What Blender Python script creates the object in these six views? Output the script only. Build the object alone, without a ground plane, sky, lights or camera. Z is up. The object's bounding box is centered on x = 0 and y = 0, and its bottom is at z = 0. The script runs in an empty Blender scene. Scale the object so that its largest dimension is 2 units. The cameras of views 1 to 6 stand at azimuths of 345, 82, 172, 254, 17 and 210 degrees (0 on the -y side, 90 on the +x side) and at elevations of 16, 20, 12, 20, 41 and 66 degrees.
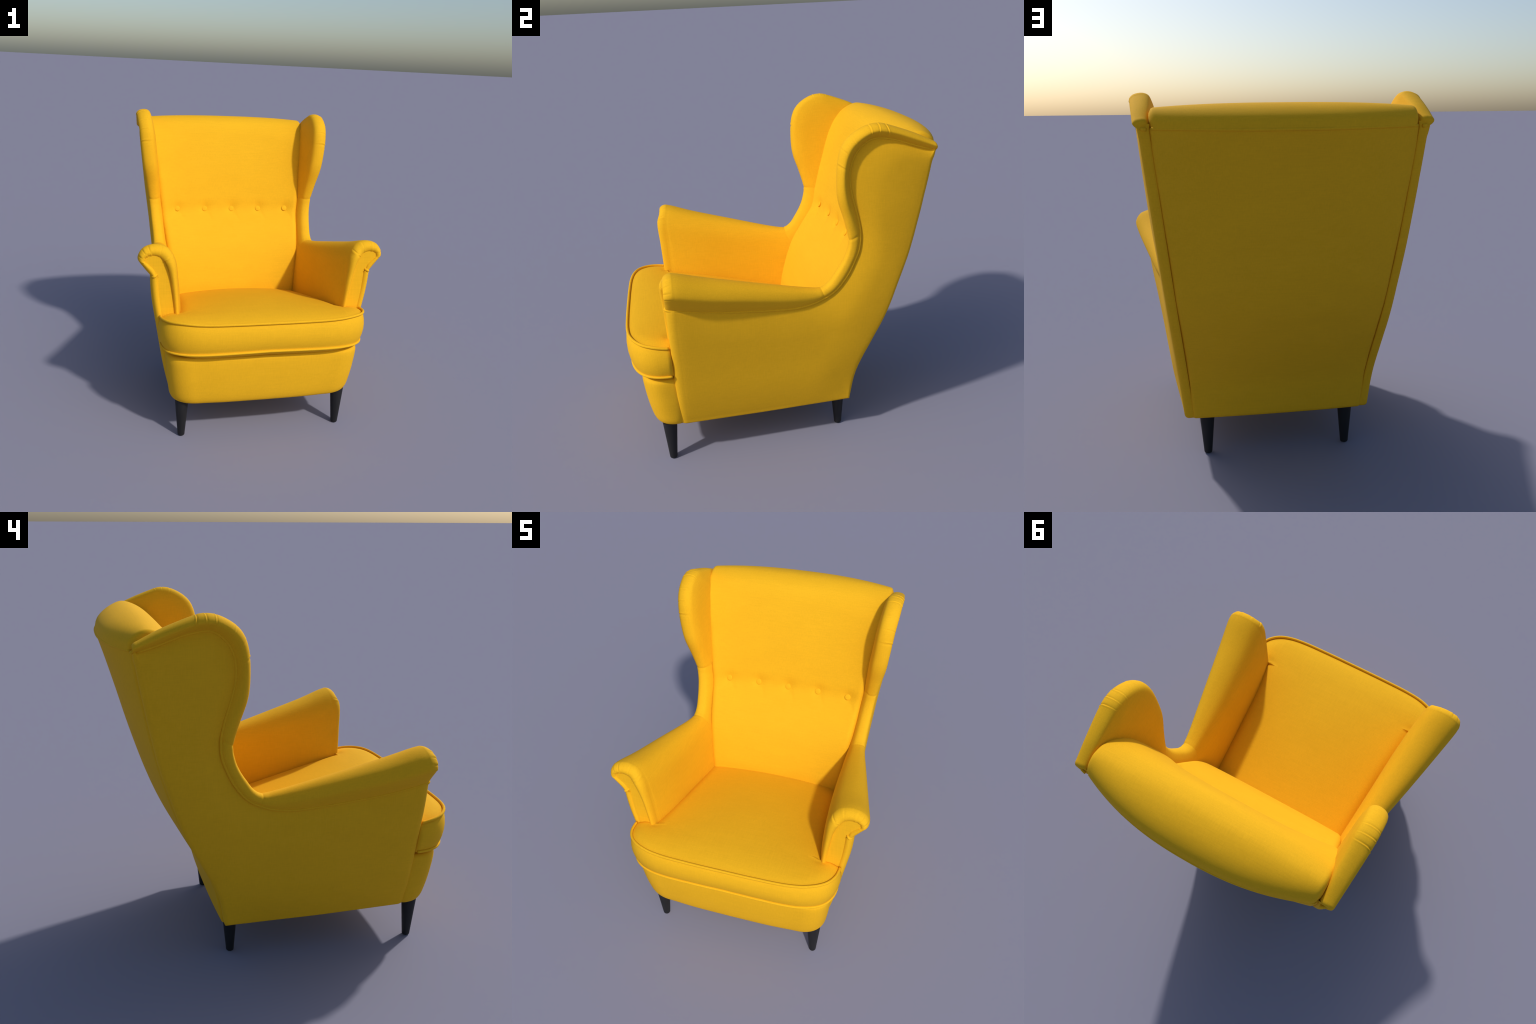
"""Wing-back armchair: yellow woven upholstery on four tapered black legs.
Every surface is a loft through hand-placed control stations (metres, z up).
The right half is described (x > 0) and mirrored for the left."""
import bpy, math, random
import numpy as np

random.seed(7)

# ------------------------------------------------------------------ helpers
def spline(pts, n=None, ts=None, knots=None):
    """Catmull-Rom (finite-difference Hermite) through pts, sampled at ts in knot units."""
    P = np.asarray(pts, float)
    m = len(P)
    k = np.arange(m, dtype=float) if knots is None else np.asarray(knots, float)
    if ts is None:
        ts = np.linspace(k[0], k[-1], n)
    ts = np.asarray(ts, float)
    d = np.diff(P, axis=0) / np.diff(k)[:, None]
    T = np.zeros_like(P)
    T[0], T[-1] = d[0], d[-1]
    for i in range(1, m - 1):
        h0, h1 = k[i] - k[i - 1], k[i + 1] - k[i]
        T[i] = (d[i - 1] * h1 + d[i] * h0) / (h0 + h1)
    i = np.clip(np.searchsorted(k, ts, side='right') - 1, 0, m - 2)
    h = (k[i + 1] - k[i])[:, None]
    u = ((ts - k[i])[:, None]) / h
    return ((2*u**3 - 3*u**2 + 1) * P[i] + (u**3 - 2*u**2 + u) * h * T[i]
            + (-2*u**3 + 3*u**2) * P[i + 1] + (u**3 - u**2) * h * T[i + 1])


def chord_spline(pts, n):
    """Spline with chord-length (centripetal) knots, resampled evenly by arc length."""
    P = np.asarray(pts, float)
    k = np.r_[0, np.cumsum(np.linalg.norm(np.diff(P, axis=0), axis=1) ** 0.5)]
    q = spline(P, ts=np.linspace(0, k[-1], 600), knots=k)
    s = np.r_[0, np.cumsum(np.linalg.norm(np.diff(q, axis=0), axis=1))]
    t = np.linspace(0, s[-1], n)
    return np.stack([np.interp(t, s, q[:, c]) for c in range(P.shape[1])], 1)


def lerp(a, b, t):
    return a + (b - a) * t


def gauss(x, c, w):
    return np.exp(-((x - c) / w) ** 2)


ROOT = bpy.data.objects.new("armchair", None)
bpy.context.scene.collection.objects.link(ROOT)
ROOT["label"] = "yellow fabric wing chair with rolled arms and black legs"
ROOT["category"] = "armchair"


def add_mesh(name, verts, faces, mat, parent=ROOT, smooth=True, sharp=None, lean=True):
    me = bpy.data.meshes.new(name)
    if lean:                                   # the body stands a few millimetres off centre
        verts = [(v[0] + .0035*min(max((v[1] + .2)/.5, 0), 1), v[1], v[2]) for v in verts]
    me.from_pydata([tuple(map(float, v)) for v in verts], [], faces)
    me.update()
    import bmesh
    bm = bmesh.new(); bm.from_mesh(me)
    bmesh.ops.remove_doubles(bm, verts=bm.verts, dist=1e-6)
    bmesh.ops.recalc_face_normals(bm, faces=bm.faces)
    bm.to_mesh(me); bm.free()
    me.materials.append(mat)
    if smooth:
        me.polygons.foreach_set("use_smooth", [True] * len(me.polygons))
    if sharp:
        me.set_sharp_from_angle(angle=math.radians(sharp))
    ob = bpy.data.objects.new(name, me)
    bpy.context.scene.collection.objects.link(ob)
    ob.parent = parent
    return ob


def grid_faces(n, m, closed_m=False, off=0):
    F = []
    mm = m if closed_m else m - 1
    for i in range(n - 1):
        for j in range(mm):
            a, b = i*m + j, i*m + (j + 1) % m
            F.append((off + a, off + b, off + b + m, off + a + m))
    return F


def loft(name, G, mat, parent=ROOT, closed=False, caps=False, sharp=None):
    G = np.asarray(G)
    n, m = G.shape[:2]
    F = grid_faces(n, m, closed)
    if caps:
        F.append(tuple(range(m - 1, -1, -1)))
        F.append(tuple((n - 1)*m + j for j in range(m)))
    return add_mesh(name, G.reshape(-1, 3), F, mat, parent, sharp=sharp)


def mirrored(fn):
    """Call fn(side) for the right (+1) and left (-1) half."""
    return [fn(1), fn(-1)]


def flip(G, side):
    G = np.array(G, float)
    G[..., 0] *= side
    return G


def tube(name, path, r, mat, parent=ROOT, seg=10, closed=False):
    P = np.asarray(path, float)
    n = len(P)
    if closed:
        T = np.roll(P, -1, 0) - np.roll(P, 1, 0)
    else:
        T = np.gradient(P, axis=0)
    T /= np.linalg.norm(T, axis=1)[:, None]
    up = np.array([1.0, 0.3, 0.2])
    N = np.zeros_like(P)
    v = up - T[0] * (up @ T[0]); v /= np.linalg.norm(v)
    for i in range(n):
        v = v - T[i] * (v @ T[i]); v /= np.linalg.norm(v)
        N[i] = v
    B = np.cross(T, N)
    a = np.linspace(0, 2*math.pi, seg, endpoint=False)
    r = np.broadcast_to(np.asarray(r, float), (n,))
    G = P[:, None] + r[:, None, None] * (np.cos(a)[None, :, None]*N[:, None] + np.sin(a)[None, :, None]*B[:, None])
    if closed:
        G = np.concatenate([G, G[:1]], 0)
    return loft(name, G, mat, parent, closed=True, caps=not closed)


# ---------------------------------------------------------------- materials
def fabric_material():
    m = bpy.data.materials.new("yellow_woven_fabric")
    m.use_nodes = True
    nt = m.node_tree
    N, L = nt.nodes, nt.links
    bsdf = N["Principled BSDF"]
    tc = N.new("ShaderNodeTexCoord")

    def streak(scale, detail=2.0):
        mp = N.new("ShaderNodeMapping"); mp.inputs["Scale"].default_value = scale
        nz = N.new("ShaderNodeTexNoise"); nz.inputs["Scale"].default_value = 1.0
        nz.inputs["Detail"].default_value = detail
        L.new(tc.outputs["Object"], mp.inputs["Vector"])
        L.new(mp.outputs["Vector"], nz.inputs["Vector"])
        return nz.outputs["Fac"]

    def math_node(op, a, b):
        x = N.new("ShaderNodeMath"); x.operation = op
        for i, v in enumerate((a, b)):
            if isinstance(v, (int, float)):
                x.inputs[i].default_value = v
            else:
                L.new(v, x.inputs[i])
        return x.outputs[0]

    along_x = streak((10, 230, 230))
    along_y = streak((230, 10, 230))
    along_z = streak((230, 230, 10))
    cloud = streak((4, 4, 9), 3)
    s = math_node('ADD', math_node('ADD', along_x, along_y), along_z)
    s3 = math_node('ADD', math_node('MULTIPLY', s, 0.28), math_node('MULTIPLY', cloud, 0.16))
    ramp = N.new("ShaderNodeValToRGB")
    e = ramp.color_ramp.elements
    e[0].position, e[0].color = 0.34, FABRIC_DARK
    e[1].position, e[1].color = 0.66, FABRIC_LIGHT
    L.new(s3, ramp.inputs["Fac"])
    L.new(ramp.outputs["Color"], bsdf.inputs["Base Color"])
    bump = N.new("ShaderNodeBump")
    bump.inputs["Strength"].default_value = 0.10
    bump.inputs["Distance"].default_value = 0.002
    L.new(s, bump.inputs["Height"])
    L.new(bump.outputs["Normal"], bsdf.inputs["Normal"])
    bsdf.inputs["Roughness"].default_value = 0.85
    bsdf.inputs["Specular IOR Level"].default_value = 0.15
    return m


FABRIC_DARK = (0.775, 0.408, 0.0108, 1)
FABRIC_LIGHT = (0.885, 0.476, 0.0142, 1)
FABRIC = fabric_material()


def leg_material():
    m = bpy.data.materials.new("black_stained_wood")
    m.use_nodes = True
    N, L = m.node_tree.nodes, m.node_tree.links
    b = N["Principled BSDF"]
    tc = N.new("ShaderNodeTexCoord")
    mp = N.new("ShaderNodeMapping"); mp.inputs["Scale"].default_value = (60, 60, 5)
    nz = N.new("ShaderNodeTexNoise"); nz.inputs["Scale"].default_value = 1.0
    r = N.new("ShaderNodeValToRGB")
    r.color_ramp.elements[0].color = (0.010, 0.010, 0.011, 1)
    r.color_ramp.elements[1].color = (0.019, 0.019, 0.020, 1)
    L.new(tc.outputs["Object"], mp.inputs["Vector"]); L.new(mp.outputs["Vector"], nz.inputs["Vector"])
    L.new(nz.outputs["Fac"], r.inputs["Fac"]); L.new(r.outputs["Color"], b.inputs["Base Color"])
    b.inputs["Roughness"].default_value = 0.6
    b.inputs["Specular IOR Level"].default_value = 0.3
    return m


LEG = leg_material()

# ----------------------------------------------- rolled edge: wing, neck, arm
# Stations run from the rear top corner, over the wing, down its front edge,
# round the elbow and forward along the arm.
# apex (x, y, z) | welt (x, y, z) | outermost x | inner shoulder x, depth | inner base (x, y, z)
STATIONS = [
    ((.655, .810, 1.883), (.668, .813, 1.836), .698, (.622, .030), (.606, .780, 1.800)),
    ((.657, .700, 1.935), (.671, .712, 1.866), .708, (.618, .034), (.598, .740, 1.790)),
    ((.660, .570, 1.983), (.676, .600, 1.905), .719, (.616, .040), (.592, .700, 1.800)),
    ((.662, .505, 1.999), (.676, .505, 1.922), .724, (.615, .045), (.586, .690, 1.790)),
    ((.662, .435, 1.989), (.676, .450, 1.912), .724, (.614, .050), (.582, .680, 1.770)),
    ((.660, .358, 1.947), (.674, .400, 1.872), .721, (.610, .055), (.577, .670, 1.750)),
    ((.657, .310, 1.890), (.670, .370, 1.825), .715, (.606, .055), (.572, .660, 1.730)),
    ((.652, .286, 1.805), (.665, .352, 1.760), .708, (.599, .055), (.566, .640, 1.690)),
    ((.646, .281, 1.680), (.658, .352, 1.680), .698, (.590, .052), (.558, .610, 1.620)),
    ((.638, .291, 1.580), (.650, .372, 1.585), .687, (.581, .048), (.549, .580, 1.540)),
    ((.627, .330, 1.455), (.639, .402, 1.480), .664, (.571, .042), (.539, .550, 1.450)),
    ((.616, .357, 1.345), (.628, .420, 1.380), .644, (.563, .034), (.529, .520, 1.340)),
    ((.608, .347, 1.270), (.621, .415, 1.290), .634, (.554, .032), (.520, .500, 1.250)),
    ((.600, .320, 1.202), (.616, .392, 1.220), .628, (.546, .032), (.512, .480, 1.170)),
    ((.594, .281, 1.138), (.610, .350, 1.130), .623, (.539, .034), (.502, .460, 1.080)),
    ((.590, .242, 1.085), (.606, .285, 1.045), .620, (.532, .038), (.488, .420, .950)),
    ((.592, .194, 1.057), (.608, .215, 1.000), .624, (.526, .044), (.472, .340, .800)),
    ((.602, .114, 1.068), (.617, .120, .970), .641, (.524, .055), (.455, .220, .620)),
    ((.618, .000, 1.095), (.632, .000, .964), .668, (.525, .065), (.462, .050, .600)),
    ((.648, -.213, 1.150), (.661, -.213, .988), .715, (.533, .080), (.478, -.213, .620)),
    ((.674, -.450, 1.213), (.692, -.450, 1.022), .765, (.549, .090), (.496, -.450, .680)),
    ((.695, -.600, 1.260), (.715, -.600, 1.056), .796, (.569, .092), (.520, -.600, .700)),
    ((.700, -.651, 1.273), (.721, -.651, 1.070), .803, (.577, .092), (.533, -.651, .700)),
]
NECK_SEAM, ELBOW_SEAM, LAST = 11, 16, len(STATIONS) - 1
FRONT_ARC = math.radians(128)  # the padded front edge curls back to the facing
ARM_ROUND = 0.050            # rounding radius at the arm's front
PLEATS = [2.35, 3.05, 3.75, 5.05, 6.1, 7.05]

AP = np.array([s[0] for s in STATIONS]); WE = np.array([s[1] for s in STATIONS])
XO = np.array([[s[2]] for s in STATIONS]); SH = np.array([s[3] for s in STATIONS])
BA = np.array([s[4] for s in STATIONS])


def roll_section(t, n=88):
    """Cross-section of the rolled edge at station parameter t: welt -> apex -> inner base."""
    one = lambda a: spline(a, ts=[t])[0]
    A, W, xo, sh, B = one(AP), one(WE), one(XO)[0], one(SH), one(BA)
    e = 0.02
    ta, tb = max(t - e, 0), min(t + e, LAST)
    tan = spline(AP, ts=[tb])[0] - spline(AP, ts=[ta])[0]
    nrm = np.array([0, tan[2], -tan[1]])
    nrm /= np.linalg.norm(nrm)
    if nrm @ (W - A) < 0:
        nrm = -nrm
    Wv = W - A                                       # depth direction on the outer side
    outer = lambda x, f: np.array([x, A[1] + Wv[1]*f, A[2] + Wv[2]*f])
    I = np.array([sh[0], *(A + nrm*sh[1])[1:]])
    I1 = np.array([lerp(A[0], sh[0], .62), *(A + nrm*sh[1]*.22)[1:]])
    O = outer(xo, .43)
    O2 = outer(lerp(A[0], xo, .72), .13)
    W2 = lerp(W, O, .5) + np.array([.006, 0, 0])
    I2 = lerp(I, B, .33) + np.array([-.25*(sh[0] - B[0])*.6, 0, 0])
    I3 = lerp(I, B, .66) + np.array([-.25*(sh[0] - B[0])*.4, 0, 0])
    return chord_spline([W, W2, O, O2, A, I1, I, I2, I3, B], n)


def section_inset(S, d):
    """Move an (x, z) section polyline d inwards (towards the body core)."""
    T = np.gradient(S, axis=0)
    n = np.stack([T[:, 2], 0*T[:, 0], -T[:, 0]], 1)
    n /= np.linalg.norm(n, axis=1)[:, None] + 1e-9
    return S + n * d


# outline of the flat facing on the arm's front (x, z): notch, round the scroll, down the inside
FACING = [(.694, 1.087), (.708, 1.119), (.737, 1.149), (.761, 1.174), (.751, 1.198), (.718, 1.208), (.692, 1.207),
          (.661, 1.194), (.637, 1.172), (.621, 1.140), (.607, 1.090), (.590, .980), (.574, .824), (.570, .700)]


def facing_match(S):
    """Points of the facing outline that correspond to the points of roll section S."""
    F = chord_spline(FACING, 400)
    f = np.linspace(0, 1, 400)
    arc = np.r_[0, np.cumsum(np.linalg.norm(np.diff(S, axis=0), axis=1))]; arc /= arc[-1]
    near = lambda A, a, p, cols: a[np.argmin(np.linalg.norm(A[:, cols] - np.array(p), axis=1))]
    pairs = [((.803, 1.186), (.761, 1.174)), ((.700, 1.275), (.700, 1.208)), ((.580, 1.185), (.633, 1.165)), ((.548, .95), (.586, .95))]
    ks = [0] + [near(S, arc, p, [0, 2]) for p, q in pairs] + [1]
    kf = [0] + [near(F, f, q, [0, 1]) for p, q in pairs] + [1]
    g = np.interp(arc, ks, kf)
    return np.stack([np.interp(g, f, F[:, 0]), S[:, 1], np.interp(g, f, F[:, 1])], 1)


def rounded_front(S, r, inner, steps=9):
    """Extra sections that round the front edge of section S in to outline `inner`, ending in a crease."""
    out = []
    for a in np.linspace(0, FRONT_ARC, steps)[1:]:
        q = lerp(S, inner, (1 - math.cos(a)) / (1 - math.cos(FRONT_ARC)))
        q[:, 1] = S[:, 1] - r * math.sin(a)
        out.append(q)
    step = inner - S
    step[:, 1] = 0
    step /= np.linalg.norm(step, axis=1)[:, None] + 1e-9
    for ex, back in ((.002, .003), (.003, .020)):
        q = inner + step * ex
        q[:, 1] = S[:, 1] - r*math.sin(FRONT_ARC) + back
        out.append(q)
    return out


def make_roll(side):
    def build(name, t0, t1, n, m=88, front=False, rear=False):
        ts = np.linspace(t0, t1, n)
        S = np.array([roll_section(t, m) for t in ts])
        at = lambda j: int(round(j * (m - 1) / 87))
        # seams: both ends tuck in a little so that the stitched joint shows
        tuck = np.zeros(n)
        if not rear:
            tuck += gauss(ts, t0, .10)
        if not front:
            tuck += gauss(ts, t1, .10)
        core = S[:, at(24)][:, None] * .5 + S[:, at(52)][:, None] * .5
        dirv = core - S
        dirv /= np.linalg.norm(dirv, axis=2, keepdims=True) + 1e-9
        S = S + dirv * (tuck * .0035)[:, None, None]
        S = pleats(S, ts, dirv)
        S = list(S)
        if front:
            S += front_pleats(rounded_front(S[-1], ARM_ROUND, facing_match(S[-1]), 15))
        if rear:
            first = S[0]
            cap = []
            mid = first[[0, at(20), at(40), m - 1]].mean(0)
            for a in np.linspace(0, math.pi/2, 8)[1:]:
                q = mid + (first - mid)*(1 - .30*(1 - math.cos(a)))
                q[:, 1] += .022*math.sin(a)
                q[:, 2] -= .008*math.sin(a)
                cap.append(q)
            q = mid + (first - mid)*.02; q[:, 1] += .022; q[:, 2] -= .008
            cap.append(q)
            S = cap[::-1] + S
        # close the tube inside the body, well behind the facing
        S = np.array(S)
        mid = lerp(S[:, :1], S[:, -1:], .5)
        mid[..., 1] = np.maximum(mid[..., 1], -.60)
        return loft(name, flip(np.concatenate([S, mid], 1), side), FABRIC, closed=True)

    def pleats(S, ts, dirv):
        j = np.linspace(0, 87, S.shape[1])
        for k, tp in enumerate(PLEATS):
            if ts[0] < tp < ts[-1]:
                lo, hi = (19, 12) if k < 3 else (15, 9)
                across = gauss(j, lo, hi)
                g = (1, .8, .9, .5, .6, 1)[k]
                amp = g * (-.0030 * gauss(ts, tp, .035) + .0030 * gauss(ts, tp + .09, .05))
                S = S - dirv * (amp[:, None] * across[None, :])[..., None] * -1
        return S

    def front_pleats(sections):
        j = np.linspace(0, 87, len(sections[0]))
        out = []
        for i, q in enumerate(sections):
            f = math.sin(math.pi * min(1, (i + 1)/17))
            amp = 0
            for jc, a in ((11, .0040), (15, .0040), (19, .0045), (23, .0050), (31, .0030), (38.5, .0075)):
                amp = amp - a * (gauss(j, jc, .30) - .6*gauss(j, jc + 1.2, .9))
            out.append(section_inset(q, 0) + (section_inset(q, 1) - q) * (amp * f)[:, None])
        return out

    w = build("wing", 0, NECK_SEAM, 240, rear=True)
    k = build("wing_neck", NECK_SEAM, ELBOW_SEAM, 70)
    a = build("armrest", ELBOW_SEAM, LAST, 110, 240, front=True)
    return a


ARMS = mirrored(make_roll)

# ------------------------------------------------------------- side panel
# lower and rear border of the panel, one point per roll station (y, z)
BORDER = [(.829, 1.831), (.826, 1.795), (.818, 1.76), (.812, 1.72), (.806, 1.68), (.798, 1.63), (.789, 1.58),
          (.776, 1.50), (.761, 1.42), (.742, 1.32), (.720, 1.22), (.692, 1.12), (.662, 1.02), (.626, .90),
          (.584, .79), (.522, .66), (.428, .45), (.386, .240), (.150, .243), (-.150, .244), (-.420, .250),
          (-.600, .254), (-.643, .255)]
CORNER = 17
REAR_Y, REAR_Z = np.array(BORDER[:CORNER + 1])[::-1].T


def border_point(t):
    P = np.array(BORDER)
    if t <= CORNER:
        return spline(P[:CORNER + 1], ts=[t])[0]
    return spline(P[CORNER:], ts=[t - CORNER])[0]


def border_x(y, z):
    """Half width of the chair at the panel's rear / lower border."""
    rear = .521 + .096*(z - .2)
    f = min(max((.384 - y) / 1.03, 0), 1) if z < .30 else 0
    return rear + f * .067


def panel_section(t, n=40):
    W = spline(WE, ts=[t])[0]
    W[0] += np.interp(t, [0, 2, 9, 11, 17, 20, LAST], [-.008, -.002, -.002, -.008, -.008, .002, .006])
    W[1] -= .005 * min(1, max(0, t - LAST + 1))
    y, z = border_point(t)
    C = np.array([border_x(y, z), y, z])
    e = .02

    def outward(tt, lo, hi):
        d = border_point(min(tt + e, hi)) - border_point(max(tt - e, lo))
        v = np.array([0, -d[1], d[0]])
        v /= np.linalg.norm(v)
        return v if v @ (C - W) > 0 else -v

    k = np.clip((t - CORNER + .8) / 1.6, 0, 1)
    k = k*k*(3 - 2*k)
    nb = lerp(outward(min(t, CORNER - .03), 0, CORNER - 1e-6), outward(max(t, CORNER + .03), CORNER + 1e-6, LAST), k)
    nb /= np.linalg.norm(nb)                       # outward in the side plane
    r = lerp(.030, .020, k)
    if t < 1.5:
        r *= .4 + .4*t
    pts = []
    E = C - nb * r
    length = np.linalg.norm(E - W)
    lip = W - (E - W)/length * .018                 # tucked up inside the rolled edge
    lip[0] -= .010
    pts.append(lip)
    for s in np.linspace(0, 1, n):
        p = lerp(W, E, s)
        ease = lambda v: math.sin(math.pi/2 * min(1, max(0, v)))**.8
        below = p[2] - np.interp(p[1], [-.64, .386], [.255, .236]) - .02
        behind = np.interp(p[2], REAR_Z, REAR_Y) - p[1] - .03
        p[0] += np.interp(t, [19, LAST], [.024, .015]) * ease(below/.26) * ease(behind/.26) * ease(s * length / np.interp(t, [17, 20], [.22, .20])) * min(1, length/.35)
        pts.append(p)
    for a in np.linspace(0, math.pi/2, 8)[1:]:
        p = E + nb * r * math.sin(a)
        p[0] -= r * (1 - math.cos(a))
        pts.append(p)
    last = pts[-1]
    strip = lerp(.054 - r, .060, k)
    for f, dn in ((.5, .0), (.9, -.001), (1.0, -.004), (1.04, -.03)):
        p = last + nb * dn
        p[0] -= strip * f
        pts.append(p)
    return np.array(pts)


def make_panel(side):
    ts = np.concatenate([np.linspace(0, CORNER - .4, 90), np.linspace(CORNER - .3, CORNER + .3, 13),
                         np.linspace(CORNER + .4, LAST, 40)])
    S = [panel_section(t) for t in ts]
    tuck = S[0] + np.array([-.004, -.006, .025])          # top corner runs up inside the rolled edge
    S.insert(0, tuck)
    q = S[-1].copy()
    S += rounded_front(q, .044, section_inset(q, .046), 9)
    return loft("side_panel", flip(np.array(S), side), FABRIC)


mirrored(make_panel)

# ------------------------------------------------------- facing of the arm front
def make_facing(side, arm):
    F = chord_spline(FACING, 120)
    roll = np.stack([F[:, 0], 0*F[:, 0], F[:, 1]], 1)
    q = panel_section(LAST)
    pan = section_inset(q, .042)
    pan = pan[pan[:, 2] > .50]
    roll = roll[roll[:, 2] > .50]
    # outer side from the bottom up to the notch, then round the scroll and down the inner side
    loop = np.concatenate([pan[pan[:, 2] < roll[0, 2] - .030][::-1], [[.708, 0, 1.060], [.708, 0, 1.074]], roll])
    keep = [0]
    for i in range(1, len(loop)):
        if np.linalg.norm(loop[i, [0, 2]] - loop[keep[-1]][[0, 2]]) > .004:
            keep.append(i)
    loop = loop[keep]
    y0 = STATIONS[-1][0][1] - ARM_ROUND*math.sin(FRONT_ARC) + .001
    ring = np.array([(p[0], y0, p[2]) for p in loop])
    cen = ring.mean(0)
    back = ring.copy(); back[:, 1] += .03
    n = len(ring)
    V = np.concatenate([back, ring])
    F = [tuple(range(n, 2*n))] + [(i, (i + 1) % n, n + (i + 1) % n, n + i) for i in range(n)]
    add_mesh("arm_facing", flip(V, side), F, FABRIC, parent=arm, smooth=False)


for side, arm in zip((1, -1), ARMS):
    make_facing(side, arm)

# ----------------------------------------------------------------- welts
def make_welt(side):
    ts = np.linspace(0, LAST, 200)
    P = spline(WE, ts=ts)
    end = P[-1]
    tip = np.array([FACING[0][0] + .002, end[1], FACING[0][1] - .004])
    turn = []
    for a in np.linspace(0, FRONT_ARC, 10)[1:]:
        q = lerp(end, tip, (1 - math.cos(a))/(1 - math.cos(FRONT_ARC))); q[1] = end[1] - (ARM_ROUND - .001)*math.sin(a)
        turn.append(q)
    turn.append(turn[-1] + [-.006, .006, .001])
    P = np.concatenate([[P[0] + [-.03, .020, -.004], P[0] + [-.012, .018, -.002]], P[2:], turn])
    P = P + np.array([-.002, 0, 0])
    tube("welt", flip(P, side), .0085, FABRIC)


mirrored(make_welt)

# ---------------------------------------------------------------- backrest
# profile from under the seat, up the front, over the top to the rear seam
EDGE = [(.080, .480), (.128, .653), (.144, .730), (.192, .893), (.240, 1.008), (.318, 1.130), (.384, 1.232), (.409, 1.344),
        (.467, 1.542), (.550, 1.764), (.615, 1.855), (.676, 1.902), (.748, 1.926), (.800, 1.910), (.832, 1.872), (.836, 1.838)]
MID = [(.080, .500), (.126, .670), (.138, .740), (.190, .893), (.250, 1.008), (.348, 1.130), (.428, 1.240), (.452, 1.344),
       (.503, 1.542), (.578, 1.764), (.620, 1.860), (.668, 1.915), (.760, 1.946), (.866, 1.926), (.936, 1.878), (.953, 1.830)]
BUTTON_Z, BUTTON_STEP, BUTTON_X0 = 1.252, .2145, .0125


def backrest_halfwidth(z):
    return .480 + (min(max(z, .6), 1.90) - .66) * .112 + .007*min(max((z - 1.75)/.1, 0), 1)


def make_backrest():
    e, m = chord_pair()
    U = np.concatenate([-np.sin(np.linspace(math.pi/2, 0, 45))[:-1] , np.sin(np.linspace(0, math.pi/2, 45))])
    U = np.linspace(-1, 1, 121)
    n = len(e)
    cols = []
    for u in U:
        b = 1 - np.abs(u)**np.linspace(4.5, 2.4, len(e))[:, None]
        yz = lerp(e, m, b)
        T = np.gradient(yz, axis=0); T /= np.linalg.norm(T, axis=1)[:, None]
        nin = np.stack([T[:, 1], -T[:, 0]], 1)         # towards the inside of the pillow
        w = np.array([backrest_halfwidth(z) for z in yz[:, 1]])
        x = u * w
        r = np.interp(np.arange(n), [.62*n, .76*n], [.046, .024])
        k = np.clip((np.abs(x) - (w - r)) / r, 0, 1)
        drop = r * (1 - np.sqrt(np.clip(1 - k**2, 0, 1)))
        # button dents and the pulled line between them
        dent = 0
        for i in range(-2, 3):
            bx = BUTTON_X0 + i*BUTTON_STEP
            dx, dz = x - bx, yz[:, 1] - BUTTON_Z
            dent = dent + .007*np.exp(-(dx/.028)**2 - (dz/.028)**2) + .009*np.exp(-((dx - .008)/.045)**2 - ((dz - .020)/.040)**2)
            dent = dent + .0025*np.exp(-((dx - .014 - dz*.5*-1)/.012)**2 - ((dz + .045)/.03)**2)
        front = (np.arange(n) < n*.6)
        drop = drop + np.where(front, dent, 0)
        P = np.stack([x, yz[:, 0] + nin[:, 0]*drop, yz[:, 1] + nin[:, 1]*drop], 1)
        cols.append(P)
    # side returns, going into the body
    for s, idx in ((-1, 0), (1, -1)):
        base = cols[idx].copy()
        inner = base.copy()
        c = np.array([0, .55, 1.15])
        d = c - inner; d[:, 0] = 0
        d /= np.linalg.norm(d, axis=1)[:, None] + 1e-9
        inner = inner + d*.10
        inner[:, 0] *= .995
        if s < 0:
            cols.insert(0, inner)
        else:
            cols.append(inner)
    return loft("backrest", np.array(cols), FABRIC)


def chord_pair(n=190):
    both = np.concatenate([np.array(EDGE), np.array(MID)], 1)
    q = chord_spline(both, n)
    return q[:, :2], q[:, 2:]


BACKREST = make_backrest()


def backrest_front(x, z):
    e, m = chord_pair(400)
    b = 1 - abs(x / backrest_halfwidth(z))**3.4
    yz = lerp(e, m, b)
    i = np.argmin(np.abs(yz[:240, 1] - z))
    return yz[i, 0]


def make_buttons():
    R, H = .0205, .0048
    prof = [(0.0, H)] + [(R*math.sin(a), H*math.cos(a)**.8 if a < 1.5 else 0) for a in np.linspace(.15, 1.45, 8)] + [(R, 0), (R*.96, -.004), (R*.7, -.012)]
    seg = 28
    V = [(0, 0, H)]
    for r, h in prof[1:]:
        for k in range(seg):
            a = 2*math.pi*k/seg
            V.append((r*math.cos(a), r*math.sin(a), h))
    F = [(0, 1 + k, 1 + (k + 1) % seg) for k in range(seg)]
    F += grid_faces(len(prof) - 1, seg, True, 1)
    first = None
    for i in range(-2, 3):
        x = BUTTON_X0 + i*BUTTON_STEP
        y = backrest_front(x, BUTTON_Z) + .0105
        if first is None:
            ob = first = add_mesh("button", V, F, FABRIC, parent=BACKREST, lean=False)
        else:
            ob = first.copy()
            bpy.context.scene.collection.objects.link(ob)
        ob.location = (x + .002, y, BUTTON_Z + .003 + .0015*i*i)
        ob.rotation_euler = (math.radians(90 - 22 + random.uniform(-2, 2)), 0, random.uniform(-.05, .05))


make_buttons()

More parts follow.
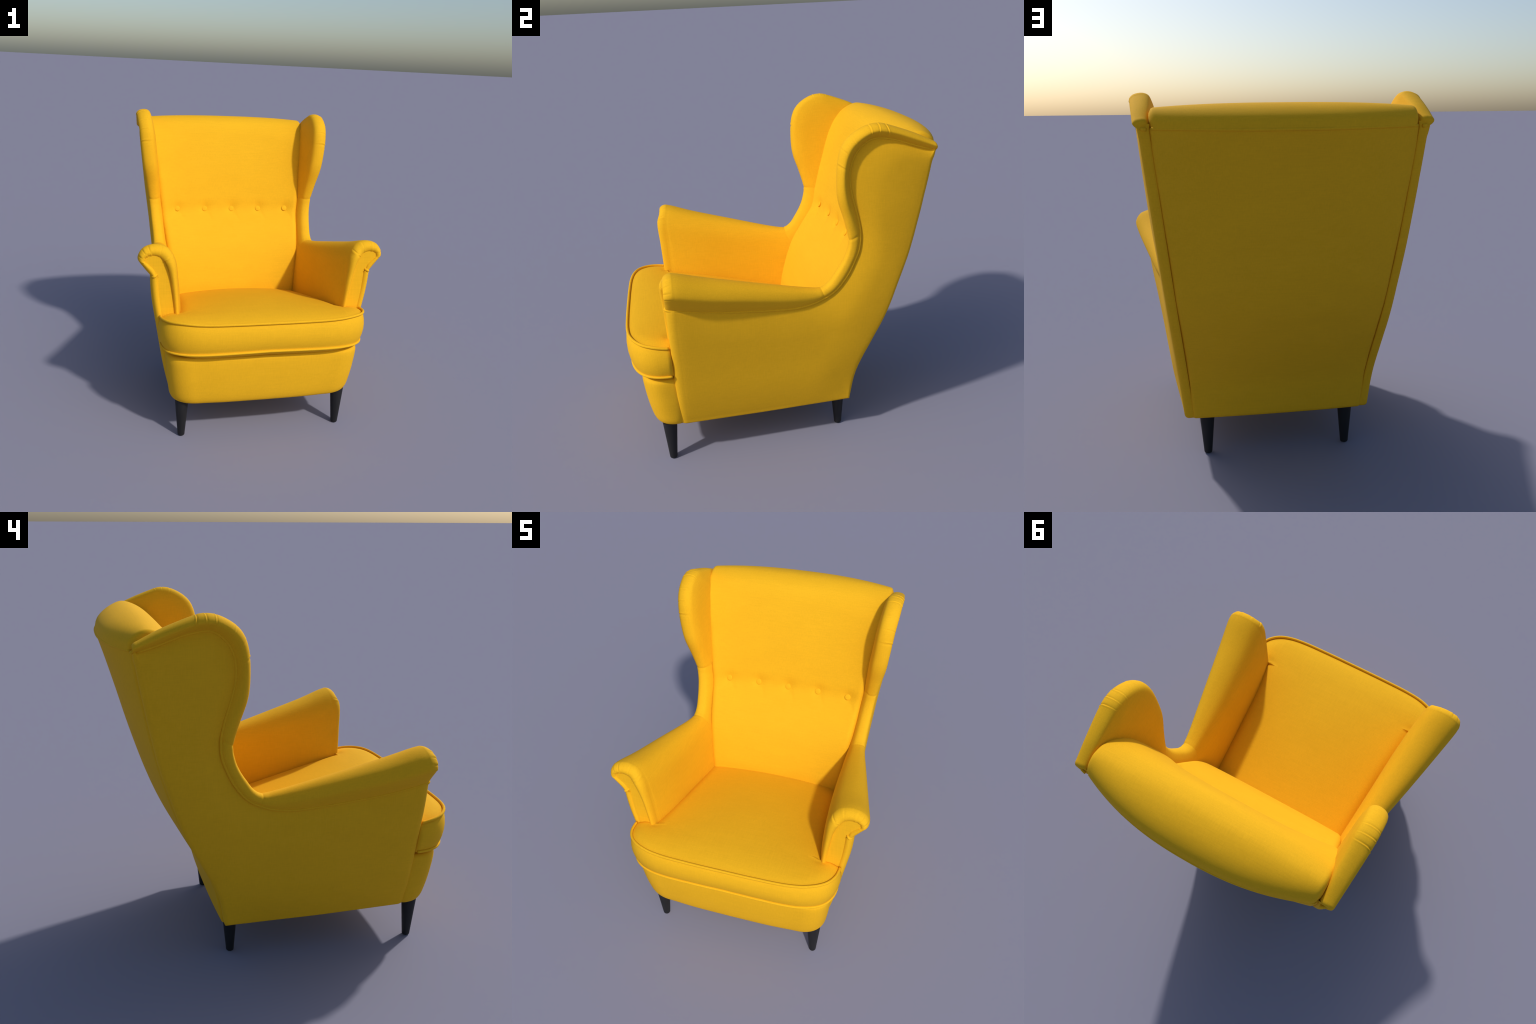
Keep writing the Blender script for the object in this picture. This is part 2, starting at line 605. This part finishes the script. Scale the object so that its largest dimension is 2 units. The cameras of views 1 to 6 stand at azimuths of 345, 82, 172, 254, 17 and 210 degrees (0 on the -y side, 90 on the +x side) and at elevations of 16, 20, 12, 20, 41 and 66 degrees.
# -------------------------------------------------------------- back panel
BACK = [  # z, y at the seam, y in the middle, half width at the seam
    (1.834, .828, .953, .622), (1.70, .812, .914, .610), (1.52, .782, .866, .590), (1.31, .742, .812, .568),
    (1.08, .684, .744, .544), (.92, .634, .684, .530), (.75, .562, .598, .512), (.59, .486, .515, .497),
    (.45, .434, .452, .483), (.37, .418, .432, .478), (.243, .396, .408, .471)]


def make_back_panel():
    B = chord_spline(BACK, 120)
    B[:, 3] += .006                                  # tucks under the side panels' rear strips
    rows = []
    U = np.linspace(-1, 1, 81)
    for z, ye, ym, w in B:
        row = []
        for u in U:
            x = u*w
            k = max(0, (abs(x) - (w - .016))/.016)
            y = lerp(ye, ym, 1 - abs(u)**2.3) - .011*(1 - math.sqrt(max(0, 1 - k*k)))
            row.append((x, y, z))
        row.insert(0, (-w, row[0][1] - .03, z)); row.append((w, row[-1][1] - .03, z))
        rows.append(row)
    G = np.array(rows)
    top = G[0].copy(); top[:, 1] -= .012; top[:, 2] += .006
    bot1 = G[-1].copy(); bot1[:, 1] -= .008; bot1[:, 2] -= .006
    bot2 = G[-1].copy(); bot2[:, 1] -= .08; bot2[:, 2] -= .006
    G = np.concatenate([[top], G, [bot1, bot2]])
    loft("back_panel", G, FABRIC)
    # welt under the top of the back
    xs = np.linspace(-.612, .612, 60)
    P = np.array([(x, lerp(.830, .950, 1 - abs(x/.617)**2.3), 1.835 - .008*math.cos(x/.617*math.pi/2)) for x in xs])
    tube("welt", P, .0075, FABRIC)


make_back_panel()

# ------------------------------------------------------------ seat cushion
FRONT_PLAN = [(.0, -.949), (.20, -.948), (.40, -.941), (.50, -.925), (.578, -.893), (.629, -.848), (.658, -.790), (.667, -.730), (.667, -.704)]


def cushion_outline(n=200):
    half = chord_spline(FRONT_PLAN, 60)
    tail = np.array([(.655, -.690), (.600, -.686), (.556, -.680), (.548, -.60), (.53, -.40), (.51, -.15), (.50, .05), (.49, .20), (.45, .25), (.2, .26), (0, .26)])
    tail = np.concatenate([np.stack([np.linspace(tail[i, 0], tail[i+1, 0], 8)[:-1], np.linspace(tail[i, 1], tail[i+1, 1], 8)[:-1]], 1) for i in range(len(tail) - 1)])
    right = np.concatenate([half, tail, [[0, .26]]])
    left = right[::-1][1:-1] * [-1, 1]
    return np.concatenate([right, left])


def curve(y, ys, zs):
    return spline(np.array(zs)[:, None], ts=np.clip(y, ys[0], ys[-1]), knots=ys)[:, 0]


def seat_top(x, y):
    mid = curve(y, [-.96, -.90, -.82, -.70, -.50, -.20, .15, .32], [.826, .842, .852, .852, .834, .780, .690, .640])
    side = curve(y, [-.96, -.90, -.82, -.70, -.50, -.20, .15, .32], [.826, .842, .846, .832, .794, .727, .646, .620])
    return lerp(mid, side, np.clip(np.abs(x)/.56, 0, 1)**2)


def seat_edge(y):
    return curve(y, [-.96, -.92, -.85, -.70, -.50, .15, .32], [.829, .838, .834, .814, .772, .636, .610])


def make_cushion():
    O = cushion_outline()
    n = len(O)
    cen = np.array([0, -.66])
    rings = []
    # crown of the cushion, from the middle outwards
    for k in np.concatenate([[.0], np.linspace(.06, .90, 26), np.linspace(.92, .985, 7)]):
        q = cen + (O - cen)*k
        top = seat_top(q[:, 0], q[:, 1])
        edge = seat_edge(q[:, 1])
        fall = np.clip((k - .86)/.13, 0, 1)**2
        z = lerp(top, edge - .004, fall)
        rings.append(np.stack([q[:, 0], q[:, 1], z], 1))
    ze = seat_edge(O[:, 1])
    zl = .648 - .012*np.clip(np.abs(O[:, 0]) / .66, 0, 1) + 0*O[:, 1]
    out = O - np.roll(O, 1, 0) + np.roll(O, -1, 0) - O
    nrm = np.stack([-out[:, 1], out[:, 0]], 1)
    nrm /= np.linalg.norm(nrm, axis=1)[:, None]
    if (nrm * (O - cen)).sum() < 0:
        nrm = -nrm
    fr = (O[:, 1] < -.70).astype(float)
    for f, d in ((.03, -.004), (.10, .003), (.25, .010), (.42, .0135), (.58, .0125), (.75, .007), (.90, -.002), (.97, -.008)):
        z = lerp(ze, zl, f)
        q = O + nrm * (d*fr)[:, None]
        rings.append(np.stack([q[:, 0], q[:, 1], z], 1))
    for d, dz in ((-.012, -.006), (-.03, -.016), (-.08, -.034), (-.2, -.04)):
        q = cen + (O - cen) * (1 + d*1.4)
        rings.append(np.stack([q[:, 0], q[:, 1], zl + dz], 1))
    G = np.array(rings)
    F = grid_faces(len(G), n, True)
    # pinch where the cushion turns round the arm
    V = G.reshape(-1, 3)
    for s in (1, -1):
        dx, dy = V[:, 0] - s*.545, V[:, 1] + .700
        topm = V[:, 2] > .74
        V[:, 2] -= np.where(topm, .008*np.exp(-(dx/.03)**2 - (dy/.025)**2), 0)
        V[:, 2] -= np.where(topm, .0007*np.exp(-((dx*s + .05)/.05)**2 - ((dy + .01 + dx*s*.3)/.014)**2), 0)
    ob = add_mesh("seat_cushion", V, F, FABRIC)
    # piping along the upper and lower front edges
    sel = O[:, 1] < -.692
    idx = np.where(sel)[0]
    order = np.concatenate([idx[idx > n//2], idx[idx <= n//2]])
    up = np.stack([O[order, 0], O[order, 1], ze[order] + .002], 1)
    lo = np.stack([O[order, 0]*.992, O[order, 1]*.993, zl[order] - .003], 1)
    for P, r in ((up, .0085), (lo, .0075)):
        tube("cushion_piping", P, r, FABRIC, parent=ob)
    return ob


make_cushion()

# ----------------------------------------------------- front rail and frame
RAIL = [  # z, front y, half width
    (.247, -.800, .555), (.250, -.822, .576), (.261, -.839, .590), (.290, -.853, .603), (.380, -.873, .618), (.480, -.887, .629),
    (.560, -.894, .635), (.582, -.892, .633), (.594, -.882, .625), (.598, -.840, .600)]


def make_rail():
    R = chord_spline(RAIL, 60)
    rows = []
    for z, yf, w in R:
        r = .150
        pts = [(w - .030, -.645), (w - .006, -.68), (w, yf + r)]
        for a in np.linspace(0, math.pi/2, 16)[1:]:
            ca, sa = math.cos(a)**.85, math.sin(a)**.85
            pts.append((w - r*1.15 + r*1.15*ca, yf + .012 + (r - .012)*(1 - sa)))
        pts.append((w*.45, yf + .003)); pts.append((0, yf))
        half = chord_spline(pts, 60)
        left = half[::-1][1:]*[-1, 1]
        P = np.concatenate([half, left])
        lift = max(0, 1 - (z - .247)/.06)               # the lower edge rises towards the side panels
        rows.append([(x, y, z + .010*lift*min(max((y + .82)/.14, 0), 1)) for x, y in P])
    loft("front_rail", np.array(rows), FABRIC, caps=True)


make_rail()


def make_frame():
    """Closed timber core under the seat: keeps the body solid and closes the underside."""
    lo = [(-.46, -.76), (.46, -.76), (.545, -.64), (.470, .365), (-.470, .365), (-.545, -.64)]
    V = [(x, y, .252 if y < 0 else .240) for x, y in lo] + [(x*1.0, y, .57) for x, y in lo]
    n = len(lo)
    F = [tuple(range(n))[::-1], tuple(range(n, 2*n))] + [(i, (i + 1) % n, n + (i + 1) % n, n + i) for i in range(n)]
    add_mesh("seat_frame", V, F, FABRIC, smooth=False)


make_frame()

# -------------------------------------------------------------------- legs
def make_legs():
    prof = [(0, .0), (.016, .0), (.0205, .002), (.0228, .007), (.0445, .262), (0, .262)]
    seg = 32
    V, F = [], []
    for r, z in prof[1:-1]:
        for k in range(seg):
            a = 2*math.pi*k/seg
            V.append((r*math.cos(a), r*math.sin(a), z))
    F = grid_faces(len(prof) - 2, seg, True)
    F.append(tuple(range(seg))[::-1]); F.append(tuple(3*seg + k for k in range(seg)))
    first = None
    for x, y in ((.538, -.748), (-.528, -.748), (.402, .335), (-.394, .335)):
        if first is None:
            ob = first = add_mesh("leg", V, F, LEG, sharp=40, lean=False)
        else:
            ob = first.copy(); bpy.context.scene.collection.objects.link(ob)
        ob.location = (x, y, 0)


make_legs()
